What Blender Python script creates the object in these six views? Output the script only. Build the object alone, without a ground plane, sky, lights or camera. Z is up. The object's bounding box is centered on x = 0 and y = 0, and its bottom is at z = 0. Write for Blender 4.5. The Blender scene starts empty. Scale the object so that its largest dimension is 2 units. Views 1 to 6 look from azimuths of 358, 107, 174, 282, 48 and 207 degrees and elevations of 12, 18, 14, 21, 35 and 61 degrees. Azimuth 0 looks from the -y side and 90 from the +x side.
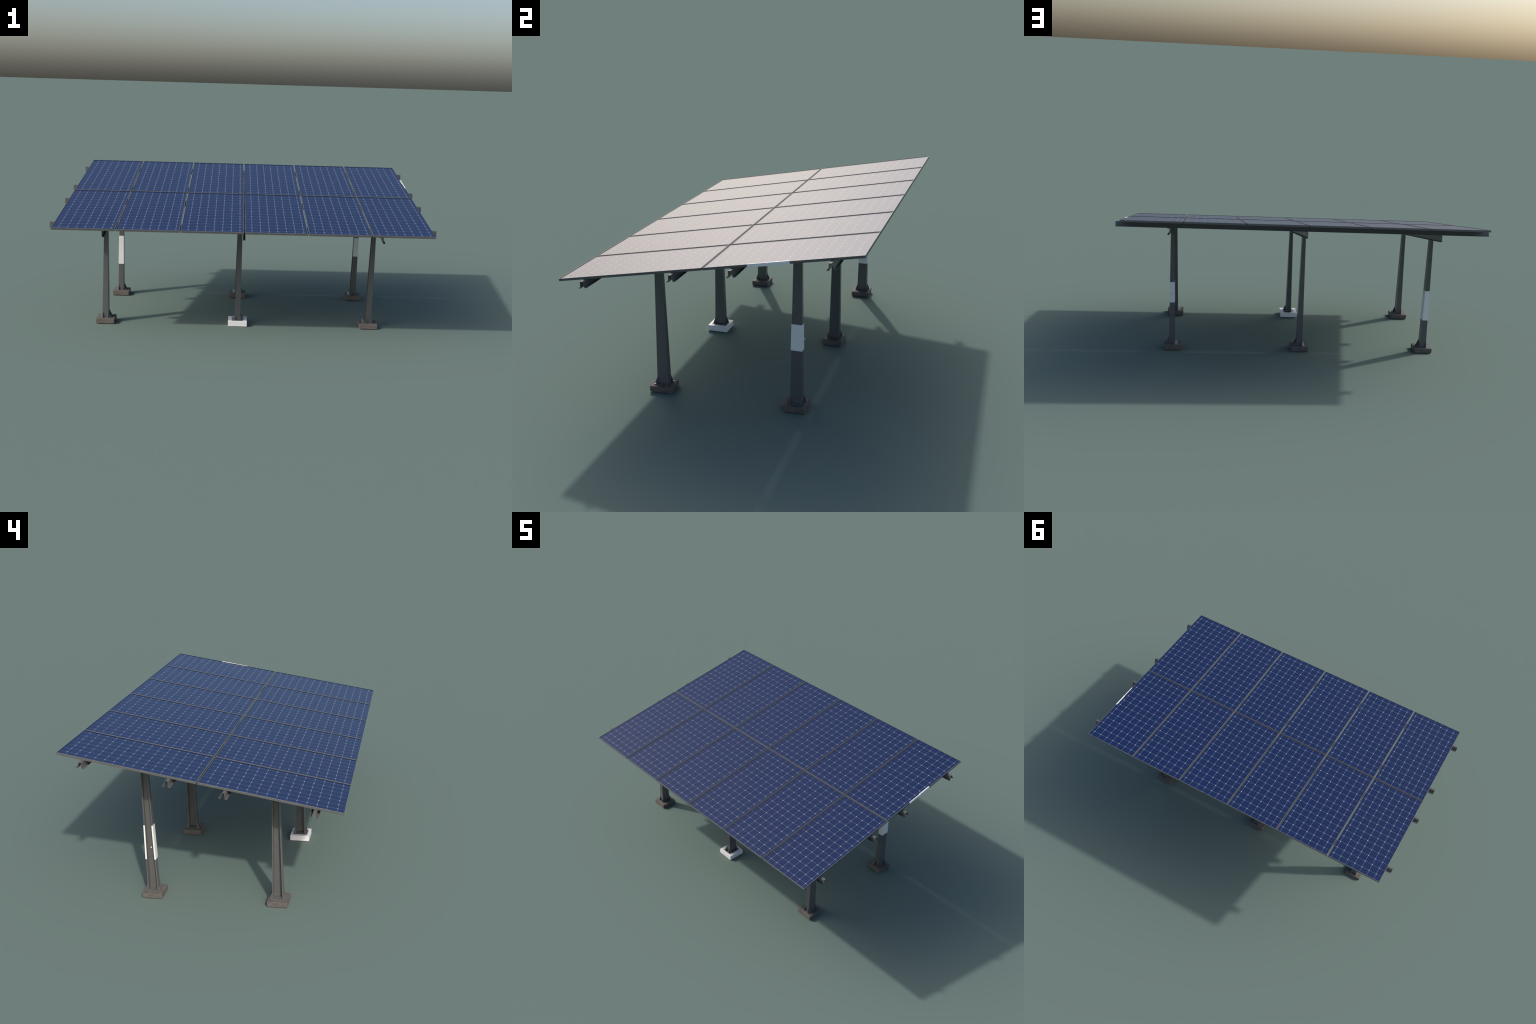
import bpy, bmesh, math, random
from mathutils import Vector, Matrix, noise

random.seed(7)

# ------------------------------------------------------------------ sizes
TILT = math.radians(10.0)
TOP0 = 0.6887                 # height of the panel plane above the origin
CT, ST = math.cos(TILT), math.sin(TILT)

FIELD_X, FIELD_S = 1.939, 1.2850      # whole panel field (across, up the slope)
GAP_X, GAP_S = 0.0056, 0.0059         # joints between panels
COLS, ROWS = 6, 2
PANEL_W = (FIELD_X - (COLS - 1) * GAP_X) / COLS
PANEL_L = (FIELD_S - (ROWS - 1) * GAP_S) / ROWS
PANEL_T = 0.0106
RIM, RECESS = 0.0021, 0.0019
CELL = 0.04375                # cell pitch
CELL_X0 = 0.0355              # first crossing from the panel's left edge
CELL_S0 = 0.0327              # first crossing from the panel's low edge
CELL_GAP_X, CELL_GAP_S = 0.0019, 0.0016
CELL_CUT = 0.0027             # cropped corner of a cell

PURLIN_Y = (-0.512, -0.1235, 0.1240, 0.5115)
PURLIN_H = 0.0278
RAFTER_H = 0.0350
RAFTER_W = 0.0122
RAFTER_HALF = 0.562

BAY = 0.7256
COLUMN_BAY = 0.7275
BASE_X = -0.0228
WEB_X = -0.0066               # outer face of the column web in the middle bay
RAFTER_X = -0.0054
ROW_Y = (-0.3022, 0.3140)
FOOT_Y = (-0.3035, 0.3105)
FOOT = 0.0985
FOOT_H = 0.0265


def slope(x, s, d):
    """Point in the tilted panel frame: s up the slope, d below the panel top."""
    return Vector((x, s * CT + d * ST - 0.0009, TOP0 + s * ST - d * CT))


# -------------------------------------------------------------- materials
def new_mat(name):
    m = bpy.data.materials.new(name)
    m.use_nodes = True
    nt = m.node_tree
    b = nt.nodes["Principled BSDF"]
    return m, nt, b


def noise_node(nt, scale, detail=4.0, rough=0.55, stretch=(1, 1, 1)):
    tc = nt.nodes.new("ShaderNodeTexCoord")
    mp = nt.nodes.new("ShaderNodeMapping")
    mp.inputs["Scale"].default_value = stretch
    n = nt.nodes.new("ShaderNodeTexNoise")
    n.inputs["Scale"].default_value = scale
    n.inputs["Detail"].default_value = detail
    n.inputs["Roughness"].default_value = rough
    nt.links.new(tc.outputs["Object"], mp.inputs["Vector"])
    nt.links.new(mp.outputs["Vector"], n.inputs["Vector"])
    return n


def ramp(nt, fac, stops):
    r = nt.nodes.new("ShaderNodeValToRGB")
    el = r.color_ramp.elements
    el[0].position, el[0].color = stops[0][0], (*stops[0][1], 1)
    el[1].position, el[1].color = stops[-1][0], (*stops[-1][1], 1)
    for p, c in stops[1:-1]:
        e = el.new(p)
        e.color = (*c, 1)
    nt.links.new(fac, r.inputs["Fac"])
    return r


def steel_material(name, lo, hi, rough, metal=0.0, spec=0.5):
    m, nt, b = new_mat(name)
    n = noise_node(nt, 26.0, 5.0)
    r = ramp(nt, n.outputs["Fac"], [(0.3, lo), (0.7, hi)])
    nt.links.new(r.outputs["Color"], b.inputs["Base Color"])
    b.inputs["Roughness"].default_value = rough
    b.inputs["Metallic"].default_value = metal
    b.inputs["Specular IOR Level"].default_value = spec
    return m


def cell_material():
    """Blue silicon with fine finger lines running up the slope."""
    m, nt, b = new_mat("silicon_blue")
    tc = nt.nodes.new("ShaderNodeTexCoord")
    sep = nt.nodes.new("ShaderNodeSeparateXYZ")
    nt.links.new(tc.outputs["Object"], sep.inputs["Vector"])
    mul = nt.nodes.new("ShaderNodeMath")
    mul.operation = 'MULTIPLY'
    mul.inputs[1].default_value = 2 * math.pi * 6 / CELL
    nt.links.new(sep.outputs["X"], mul.inputs[0])
    sn = nt.nodes.new("ShaderNodeMath")
    sn.operation = 'SINE'
    nt.links.new(mul.outputs[0], sn.inputs[0])
    half = nt.nodes.new("ShaderNodeMath")
    half.operation = 'MULTIPLY_ADD'
    half.inputs[1].default_value = 0.5
    half.inputs[2].default_value = 0.5
    nt.links.new(sn.outputs[0], half.inputs[0])
    r = ramp(nt, half.outputs[0], [(0.25, (0.0040, 0.0112, 0.053)), (0.75, (0.0026, 0.0178, 0.087))])
    n = noise_node(nt, 420.0, 2.0)
    mix = nt.nodes.new("ShaderNodeMix")
    mix.data_type = 'RGBA'
    mix.blend_type = 'MULTIPLY'
    r2 = ramp(nt, n.outputs["Fac"], [(0.3, (0.80, 0.80, 0.82)), (0.7, (1.15, 1.15, 1.12))])
    mix.inputs["Factor"].default_value = 1.0
    nt.links.new(r.outputs["Color"], mix.inputs["A"])
    nt.links.new(r2.outputs["Color"], mix.inputs["B"])
    nt.links.new(mix.outputs["Result"], b.inputs["Base Color"])
    b.inputs["Roughness"].default_value = PANEL_ROUGH
    b.inputs["Specular IOR Level"].default_value = PANEL_SPEC
    return m


def sheet_material():
    """Back sheet seen between the cells: lavender joints, pale diamonds where four cells meet."""
    m, nt, b = new_mat("back_sheet_joints")
    tc = nt.nodes.new("ShaderNodeTexCoord")
    sep = nt.nodes.new("ShaderNodeSeparateXYZ")
    nt.links.new(tc.outputs["Object"], sep.inputs["Vector"])

    def math_node(op, a, v):
        n = nt.nodes.new("ShaderNodeMath")
        n.operation = op
        nt.links.new(a, n.inputs[0])
        if isinstance(v, float):
            n.inputs[1].default_value = v
        else:
            nt.links.new(v, n.inputs[1])
        return n.outputs[0]
    dist = []
    for ax in ("X", "Y"):
        w = math_node('PINGPONG', sep.outputs[ax], CELL / 2)     # 0 at a cell centre, pitch/2 at a joint
        dist.append(math_node('SUBTRACT', w, CELL / 2))
    tot = math_node('ADD', dist[0], dist[1])                     # 0 at a crossing, negative away from it
    fac = math_node('MULTIPLY_ADD', tot, 1.0 / 0.006)
    fac.node.inputs[2].default_value = 1.0
    r = ramp(nt, fac, [(0.20, (0.0, 0.0, 0.0)), (0.50, (1.0, 1.0, 1.0))])
    # each joint line has its own tint, from violet to teal
    on_column = math_node('GREATER_THAN', dist[0], dist[1])
    hues = []
    for ax in ("X", "Y"):
        idx = math_node('FLOOR', math_node('DIVIDE', sep.outputs[ax], CELL), 0.0)
        wn = nt.nodes.new("ShaderNodeTexWhiteNoise")
        wn.noise_dimensions = '1D'
        nt.links.new(idx, wn.inputs["W"])
        hues.append(wn.outputs["Value"])
    pick = nt.nodes.new("ShaderNodeMix")
    nt.links.new(on_column, pick.inputs["Factor"])
    nt.links.new(hues[1], pick.inputs["A"])
    nt.links.new(hues[0], pick.inputs["B"])
    tint = ramp(nt, pick.outputs["Result"], [(0.0, (0.122, 0.112, 0.215)), (0.5, (0.120, 0.128, 0.202)), (1.0, (0.085, 0.138, 0.202))])
    mix = nt.nodes.new("ShaderNodeMix")
    mix.data_type = 'RGBA'
    nt.links.new(r.outputs["Color"], mix.inputs["Factor"])
    nt.links.new(tint.outputs["Color"], mix.inputs["A"])
    mix.inputs["B"].default_value = (0.32, 0.32, 0.325, 1)
    nt.links.new(mix.outputs["Result"], b.inputs["Base Color"])
    b.inputs["Roughness"].default_value = PANEL_ROUGH
    b.inputs["Specular IOR Level"].default_value = PANEL_SPEC
    return m


def plain_material(name, col, rough, spec=0.5, vary=0.04):
    m, nt, b = new_mat(name)
    n = noise_node(nt, 60.0, 4.0)
    lo = tuple(c * (1 - vary) for c in col)
    hi = tuple(min(1.0, c * (1 + vary)) for c in col)
    r = ramp(nt, n.outputs["Fac"], [(0.3, lo), (0.7, hi)])
    nt.links.new(r.outputs["Color"], b.inputs["Base Color"])
    b.inputs["Roughness"].default_value = rough
    b.inputs["Specular IOR Level"].default_value = spec
    return m


def footing_material():
    """Weathered brown block with flat layered streaks."""
    m, nt, b = new_mat("weathered_brown_block")
    n = noise_node(nt, 22.0, 7.0, 0.70, (1.0, 1.0, 8.0))
    r = ramp(nt, n.outputs["Fac"], [(0.30, (0.062, 0.057, 0.053)), (0.46, (0.112, 0.101, 0.093)),
                                    (0.60, (0.150, 0.134, 0.122)), (0.76, (0.195, 0.170, 0.150))])
    n2 = noise_node(nt, 9.0, 3.0)
    r2 = ramp(nt, n2.outputs["Fac"], [(0.35, (0.85, 0.85, 0.86)), (0.65, (1.12, 1.08, 1.04))])
    mix = nt.nodes.new("ShaderNodeMix")
    mix.data_type = 'RGBA'
    mix.blend_type = 'MULTIPLY'
    mix.inputs["Factor"].default_value = 1.0
    nt.links.new(r.outputs["Color"], mix.inputs["A"])
    nt.links.new(r2.outputs["Color"], mix.inputs["B"])
    nt.links.new(mix.outputs["Result"], b.inputs["Base Color"])
    bp = nt.nodes.new("ShaderNodeBump")
    bp.inputs["Strength"].default_value = 0.35
    bp.inputs["Distance"].default_value = 0.002
    nt.links.new(n.outputs["Fac"], bp.inputs["Height"])
    nt.links.new(bp.outputs["Normal"], b.inputs["Normal"])
    b.inputs["Roughness"].default_value = 0.8
    b.inputs["Specular IOR Level"].default_value = 0.3
    return m


PANEL_ROUGH, PANEL_SPEC = 0.30, 0.5
M_FRAME = steel_material("frame_grey", (0.096, 0.096, 0.093), (0.110, 0.110, 0.107), 0.32)
M_RIM = steel_material("frame_rim_sun_lightened", (0.150, 0.149, 0.142), (0.170, 0.169, 0.160), 0.32)  # frame grey lightened for sun and sky light on the upward face
M_SEAL = plain_material("dark_seal", (0.012, 0.014, 0.024), 0.5, 0.3)
M_STEEL = steel_material("painted_steel_grey", (0.098, 0.099, 0.098), (0.112, 0.113, 0.112), 0.34)
M_PLATE = steel_material("base_plate_steel", (0.105, 0.105, 0.104), (0.120, 0.120, 0.119), 0.30)
M_CELL = cell_material()
M_SHEET = sheet_material()
M_WHITE = plain_material("white_coating", (0.80, 0.80, 0.785), 0.5, 0.4, 0.02)
M_FOOT = footing_material()


# ---------------------------------------------------------------- helpers
def add_obj(name, me, parent, mats, matrix=None):
    ob = bpy.data.objects.new(name, me)
    for m in mats:
        if me.materials.get(m.name) is None:
            me.materials.append(m)
    bpy.context.scene.collection.objects.link(ob)
    if matrix is not None:
        ob.matrix_world = matrix
    if parent is not None:
        keep = ob.matrix_world.copy()
        ob.parent = parent
        ob.matrix_parent_inverse = parent.matrix_world.inverted()
        ob.matrix_world = keep
    return ob


def mesh_of(name, bm):
    bmesh.ops.recalc_face_normals(bm, faces=bm.faces)
    me = bpy.data.meshes.new(name)
    bm.to_mesh(me)
    bm.free()
    return me


def bm_loft(bm, rings, cap=True):
    """Skin a list of closed rings (each a list of points)."""
    vs = [[bm.verts.new(p) for p in r] for r in rings]
    n = len(vs[0])
    for a, b in zip(vs[:-1], vs[1:]):
        for i in range(n):
            bm.faces.new((a[i], a[(i + 1) % n], b[(i + 1) % n], b[i]))
    if cap:
        bm.faces.new(vs[0][::-1])
        bm.faces.new(vs[-1])
    return vs


def bm_box(bm, x0, x1, y0, y1, z0, z1):
    ring = lambda z: [Vector((x0, y0, z)), Vector((x1, y0, z)), Vector((x1, y1, z)), Vector((x0, y1, z))]
    return bm_loft(bm, [ring(z0), ring(z1)])


def bevel_all(bm, w, seg=1, angle=0.6):
    bmesh.ops.recalc_face_normals(bm, faces=bm.faces)
    ed = [e for e in bm.edges if len(e.link_faces) == 2 and e.calc_face_angle(0) > angle]
    bmesh.ops.bevel(bm, geom=ed, offset=w, segments=seg, affect='EDGES', profile=0.5, clamp_overlap=True)


def hex_bolt_mesh(name, r, h):
    bm = bmesh.new()
    rg = lambda rr, z: [Vector((rr * math.cos(k * math.pi / 3), rr * math.sin(k * math.pi / 3), z)) for k in range(6)]
    bm_loft(bm, [rg(r, 0), rg(r, h * 0.8), rg(r * 0.8, h)])
    return mesh_of(name, bm)


# ------------------------------------------------------------------- root
root = bpy.data.objects.new("solar_canopy", None)
bpy.context.scene.collection.objects.link(root)
root["label"] = "tilted blue solar panel canopy on six grey steel posts"
root["category"] = "solar panels"

# ----------------------------------------------------------------- panels
# Panel-local frame: x across, y up the slope, z along the panel normal (0 = rim top).
# Its origin is a cell centre near the middle so the cell pattern lines up.
OX = CELL_X0 + 2.5 * CELL
OS = CELL_S0 + 6.5 * CELL
PX0, PX1 = -OX, PANEL_W - OX
PS0, PS1 = -OS, PANEL_L - OS


def panel_frame_mesh():
    bm = bmesh.new()
    rect = lambda i, z: [Vector((PX0 + i, PS0 + i, z)), Vector((PX1 - i, PS0 + i, z)),
                         Vector((PX1 - i, PS1 - i, z)), Vector((PX0 + i, PS1 - i, z))]
    b = 0.0004
    rings = [rect(b, -PANEL_T), rect(0, -PANEL_T + b), rect(0, -b), rect(b, 0), rect(RIM, 0), rect(RIM, -RECESS - 0.0012)]
    vs = bm_loft(bm, rings)
    inner = set(vs[-1]) | set(vs[-2])
    for f in bm.faces:                      # the inner wall is a dark rubber seal
        if all(v in inner for v in f.verts):
            f.material_index = 1
    top = set(vs[-2]) | set(vs[-3]) | set(vs[-4])
    for f in bm.faces:                      # rim top, sunlight painted in by a paler grey
        if all(v in top for v in f.verts):
            f.material_index = 2
    return mesh_of("panel_frame", bm)


def back_sheet_mesh():
    bm = bmesh.new()
    i = RIM + 0.00005
    bm_box(bm, PX0 + i, PX1 - i, PS0 + i, PS1 - i, -RECESS - 0.0011, -RECESS - 0.00008)
    return mesh_of("back_sheet", bm)


def cell_outline(kx, ks):
    """Octagonal cell kx,ks around its own centre, clipped at the panel rim; None if outside."""
    hx, hs, c = CELL / 2 - CELL_GAP_X / 2, CELL / 2 - CELL_GAP_S / 2, CELL_CUT
    pts = [(-hx + c, -hs), (hx - c, -hs), (hx, -hs + c), (hx, hs - c),
           (hx - c, hs), (-hx + c, hs), (-hx, hs - c), (-hx, -hs + c)]
    cx, cs = kx * CELL, ks * CELL
    lims = [(0, PX0 + RIM - cx, 1), (0, PX1 - RIM - cx, -1), (1, PS0 + RIM - cs, 1), (1, PS1 - RIM - cs, -1)]
    for ax, lim, sg in lims:
        out = []
        for p, q in zip(pts, pts[1:] + pts[:1]):
            ip, iq = (p[ax] - lim) * sg >= 0, (q[ax] - lim) * sg >= 0
            if ip:
                out.append(p)
            if ip != iq:
                t = (lim - p[ax]) / (q[ax] - p[ax])
                out.append((p[0] + t * (q[0] - p[0]), p[1] + t * (q[1] - p[1])))
        pts = out
        if len(pts) < 3:
            return None
    return pts


CELLS = []
for kx in range(-5, 7):
    for ks in range(-10, 11):
        o = cell_outline(kx, ks)
        if o:
            CELLS.append((kx, ks, o))


def bm_cell(bm, outline, dx, dy):
    z0, z1 = -RECESS - 0.0004, -RECESS
    bm_loft(bm, [[Vector((x + dx, y + dy, z)) for x, y in outline] for z in (z0, z1)])


frame_me, sheet_me = panel_frame_mesh(), back_sheet_mesh()
bm = bmesh.new()
for kx, ks, o in CELLS:
    bm_cell(bm, o, kx * CELL, ks * CELL)
cells_me = mesh_of("cell_field", bm)
single_cells = {}
for kx, ks, o in CELLS:
    key = tuple((round(a, 5), round(b, 5)) for a, b in o)
    if key not in single_cells:
        bm = bmesh.new()
        bm_cell(bm, o, 0, 0)
        single_cells[key] = mesh_of("cell_shape", bm)

TILT_M = Matrix.Rotation(TILT, 4, 'X')
panels = {}
for r in range(ROWS):
    for c in range(COLS):
        x0 = -FIELD_X / 2 + c * (PANEL_W + GAP_X)
        s0 = -FIELD_S / 2 + r * (PANEL_L + GAP_S)
        M = Matrix.Translation(slope(x0 + OX, s0 + OS, 0)) @ TILT_M
        p = add_obj("solar_panel", frame_me, root, [M_FRAME, M_SEAL, M_RIM], M)
        panels[(r, c)] = p
        add_obj("back_sheet", sheet_me, p, [M_SHEET], M)
        if r == 0 and c in (COLS - 1, COLS - 2):
            for kx, ks, o in CELLS:
                key = tuple((round(a, 5), round(b, 5)) for a, b in o)
                add_obj("solar_cell", single_cells[key], p, [M_CELL],
                        M @ Matrix.Translation((kx * CELL, ks * CELL, 0)))
        else:
            q = add_obj("solar_cells", cells_me, p, [M_CELL], M)
            q["kind"] = "stuff"


# ---------------------------------------------------------------- purlins
def purlin_mesh():
    """Hat section: flat crown, splayed legs, out-turned feet; runs along x."""
    t = 0.0013
    ow, lw, fw, H = 0.0060, 0.0098, 0.0190, PURLIN_H
    outer = [(-fw, -H), (-fw, -H + t), (-lw - 0.0006, -H + t), (-ow, 0), (ow, 0), (lw + 0.0006, -H + t), (fw, -H + t), (fw, -H)]
    inner = [(lw - t + 0.0006, -H), (ow - t, -t), (-ow + t, -t), (-lw + t - 0.0006, -H)]
    prof = outer + inner
    bm = bmesh.new()
    bm_loft(bm, [[Vector((x, a, b)) for a, b in prof] for x in (-1.0, 1.0)])
    return mesh_of("purlin", bm)


pm = purlin_mesh()
for y in PURLIN_Y:
    s = (y + 0.0009 - PANEL_T * ST) / CT
    add_obj("purlin", pm, root, [M_STEEL], Matrix.Translation(slope(0, s, PANEL_T + 0.0003)) @ TILT_M)


# ---------------------------------------------------------------- rafters
def rafter_mesh():
    """Channel open to +x, running up the slope."""
    t, w, H = 0.0018, RAFTER_W, RAFTER_H
    prof = [(0, 0), (w, 0), (w, -t), (t, -t), (t, -H + t), (w, -H + t), (w, -H), (0, -H)]
    bm = bmesh.new()
    bm_loft(bm, [[Vector((a, s, b)) for a, b in prof] for s in (-RAFTER_HALF, RAFTER_HALF)])
    return mesh_of("rafter", bm)


rm = rafter_mesh()
RAFTER_D = PANEL_T + PURLIN_H + 0.0006
for b in (-1, 0, 1):
    add_obj("rafter", rm, root, [M_STEEL],
            Matrix.Translation(slope(RAFTER_X + b * BAY, 0, RAFTER_D)) @ TILT_M)


# ---------------------------------------------------------------- columns
PLATE_Z0, PLATE_Z1 = FOOT_H, FOOT_H + 0.0028
T_COL = 0.0055


TAPER = (1.0, 0.85)            # the taller rear columns taper more slowly


def col_depth(z, row):
    return 0.0332 - 0.0246 * z * TAPER[row]


def col_half(z, row):
    return 0.0274 - 0.0166 * z * TAPER[row]


def channel_ring(z_fun, z, row):
    """C section open to -x; web outer face at x = 0; z_fun gives the cut height for a local y."""
    d, h, t = col_depth(z, row), col_half(z, row), T_COL
    pts = [(0, -h), (0, h), (-d, h), (-d, h - t), (-t, h - t), (-t, -h + t), (-d, -h + t), (-d, -h)]
    return [Vector((x, y, z_fun(y))) for x, y in pts]


def column_mesh(row):
    y0 = ROW_Y[row]
    roof = lambda y: TOP0 + ((y0 + y) / CT) * ST - (RAFTER_D + 0.0005) / CT
    zt = roof(0)
    bm = bmesh.new()
    bm_loft(bm, [channel_ring(lambda y: PLATE_Z1, PLATE_Z1, row),
                 channel_ring(lambda y: 0.3, 0.3, row),
                 channel_ring(roof, zt, row)])
    bevel_all(bm, 0.0006)
    return mesh_of("column", bm)


def fin_mesh():
    """Right-angled stiffener: foot along +x, upright along z."""
    w, h, t = 0.0125, 0.031, 0.0032
    tri = [(-0.003, 0), (w, 0), (w, 0.0025), (0.0, h), (-0.003, h)]
    bm = bmesh.new()
    bm_loft(bm, [[Vector((a, y, b)) for a, b in tri] for y in (-t / 2, t / 2)])
    return mesh_of("gusset", bm)


def base_plate_mesh():
    bm = bmesh.new()
    bm_box(bm, -0.030, 0.030, -0.0380, 0.0380, 0, PLATE_Z1 - PLATE_Z0)
    bevel_all(bm, 0.0005)
    return mesh_of("base_plate", bm)


def footing_mesh(seed, size, h):
    """Roughly cast block with rounded, slightly uneven edges."""
    bm = bmesh.new()
    s = size / 2
    bm_box(bm, -s, s, -s, s, 0, h)
    bevel_all(bm, 0.0016, 2)
    bmesh.ops.triangulate(bm, faces=bm.faces)
    bmesh.ops.subdivide_edges(bm, edges=[e for e in bm.edges if e.calc_length() > 0.012], cuts=5, use_grid_fill=True)
    for v in bm.verts:
        n = noise.noise_vector(v.co * 38 + Vector((seed * 7.3, seed * 3.1, 0)))
        v.co += Vector((n.x, n.y, n.z * 0.6)) * 0.0007
        v.co.z = max(0.0, v.co.z)
    zmin = min(v.co.z for v in bm.verts)
    for v in bm.verts:
        v.co.z -= zmin
    me = mesh_of("footing", bm)
    for p in me.polygons:
        p.use_smooth = False
    return me


def foot_cover_mesh():
    """Smooth white cap around a footing, open where the base plate sits."""
    s, h, a, b = 0.0518, 0.0286, 0.0312, 0.0392
    bm = bmesh.new()
    sq = lambda i, z: [Vector((-i, -i, z)), Vector((i, -i, z)), Vector((i, i, z)), Vector((-i, i, z))]
    hole = lambda z: [Vector((-a, -b, z)), Vector((a, -b, z)), Vector((a, b, z)), Vector((-a, b, z))]
    bm_loft(bm, [sq(s, 0.0), sq(s, h - 0.0008), sq(s - 0.0008, h), hole(h), hole(0.012)], cap=False)
    me = mesh_of("footing_cover", bm)
    return me


def sleeve_mesh(z0, z1):
    """White sleeve hugging the channel: outer skin on web, flanges and flange edges."""
    g = 0.0014
    bm = bmesh.new()

    def ring(z):
        d, h, t = col_depth(z, 1), col_half(z, 1), T_COL
        out = [(g, -h - g), (g, h + g), (-d - g, h + g), (-d - g, h - t - 0.0004)]
        inn = [(-d + 0.0006, h - t - 0.0004), (-d + 0.0006, h - 0.001), (-0.001, h - 0.001), (-0.001, -h + 0.001),
               (-d + 0.0006, -h + 0.001), (-d + 0.0006, -h + t + 0.0004)]
        end = [(-d - g, -h + t + 0.0004), (-d - g, -h - g)]
        return [Vector((x, y, z)) for x, y in out + inn + end]
    bm_loft(bm, [ring(z0), ring((z0 + z1) / 2), ring(z1)])
    return mesh_of("marker_sleeve", bm)


fin_me, plate_me = fin_mesh(), base_plate_mesh()
screw_me = hex_bolt_mesh("sleeve_screw", 0.0033, 0.0056)
cover_me = foot_cover_mesh()
col_me = {r: column_mesh(r) for r in (0, 1)}
columns = {}
for r in (0, 1):
    for b in (-1, 0, 1):
        x, y = WEB_X + b * COLUMN_BAY, ROW_Y[r]
        bx, by = BASE_X + b * BAY, FOOT_Y[r]
        white = (r == 0 and b == 0)
        f = add_obj("footing", footing_mesh(3 * r + b + 1, FOOT, FOOT_H), root, [M_FOOT], Matrix.Translation((bx, by, 0)))
        if white:
            add_obj("footing_cover", cover_me, f, [M_WHITE], Matrix.Translation((bx, by, 0)))
        col = add_obj("column", col_me[r], root, [M_STEEL], Matrix.Translation((x, y, 0)))
        columns[(r, b)] = col
        px = bx - 0.0003
        add_obj("base_plate", plate_me, col, [M_PLATE], Matrix.Translation((px, y, PLATE_Z0)))
        h, d = col_half(PLATE_Z1, r), col_depth(PLATE_Z1, r)
        z = PLATE_Z1 - 0.0002
        # stiffeners: across the flanges at both flange ends, and on the web back
        for sg in (-1, 1):
            for fx in (-d + 0.0018, -0.0018):
                R = Matrix.Rotation(sg * math.pi / 2, 4, 'Z')
                fm = Matrix.Translation((x + fx, y + sg * h, z)) @ R @ Matrix.Scale(0.88, 4, (1, 0, 0))
                add_obj("gusset", fin_me, col, [M_STEEL], fm)
            add_obj("gusset", fin_me, col, [M_STEEL], Matrix.Translation((x, y + sg * (h - 0.0018), z)))
# white sleeves with their screws on the two outer rear columns
for b, z0, z1 in ((-1, 0.1935, 0.3695), (1, 0.2745, 0.3920)):
    col = columns[(1, b)]
    x, y = WEB_X + b * COLUMN_BAY, ROW_Y[1]
    add_obj("marker_sleeve", sleeve_mesh(z0, z1), col, [M_WHITE], Matrix.Translation((x, y, 0)))
    if b < 0:
        M = Matrix.Translation((x - T_COL, y, 0.247)) @ Matrix.Rotation(-math.pi / 2, 4, 'Y')
    else:
        zc = 0.327
        M = Matrix.Translation((x - col_depth(zc, 1) * 0.50, y + col_half(zc, 1) + 0.0013, zc)) @ Matrix.Rotation(-math.pi / 2, 4, 'X') @ Matrix.Diagonal((1.1, 1.1, 1.4, 1.0))
    add_obj("sleeve_screw", screw_me, col, [M_WHITE], M)


# white clip on the outer edge of the high right-hand panel
def clip_mesh():
    s0, s1 = 0.1868, 0.3565
    xe = FIELD_X / 2
    bm = bmesh.new()
    prof = lambda lip, up: [(xe + 0.0013, -PANEL_T - 0.0011), (xe + 0.0013, up), (xe - lip, up), (xe - lip, 0.00015),
                            (xe + 0.0002, 0.00015), (xe + 0.0002, -PANEL_T - 0.0002), (xe - 0.003, -PANEL_T - 0.0002), (xe - 0.003, -PANEL_T - 0.0011)]
    sm = s0 + 0.5 * (s1 - s0)
    bm_loft(bm, [[Vector((a, s, b)) for a, b in prof(lip, up)] for s, lip, up in
                 ((s0, 0.0026, 0.0012), (sm, 0.0026, 0.0013), (sm + 0.0005, 0.0046, 0.0016), (s1, 0.0046, 0.0016))])
    return mesh_of("edge_clip", bm)


CM = Matrix.Translation(slope(0, 0, 0)) @ TILT_M
pp = panels[(1, COLS - 1)]
clip = add_obj("edge_clip", clip_mesh(), pp, [M_WHITE], CM)
add_obj("clip_screw", screw_me, pp, [M_WHITE],
        CM @ Matrix.Translation((FIELD_X / 2 + 0.0012, 0.2705, -0.0045)) @ Matrix.Rotation(math.pi / 2, 4, 'Y'))
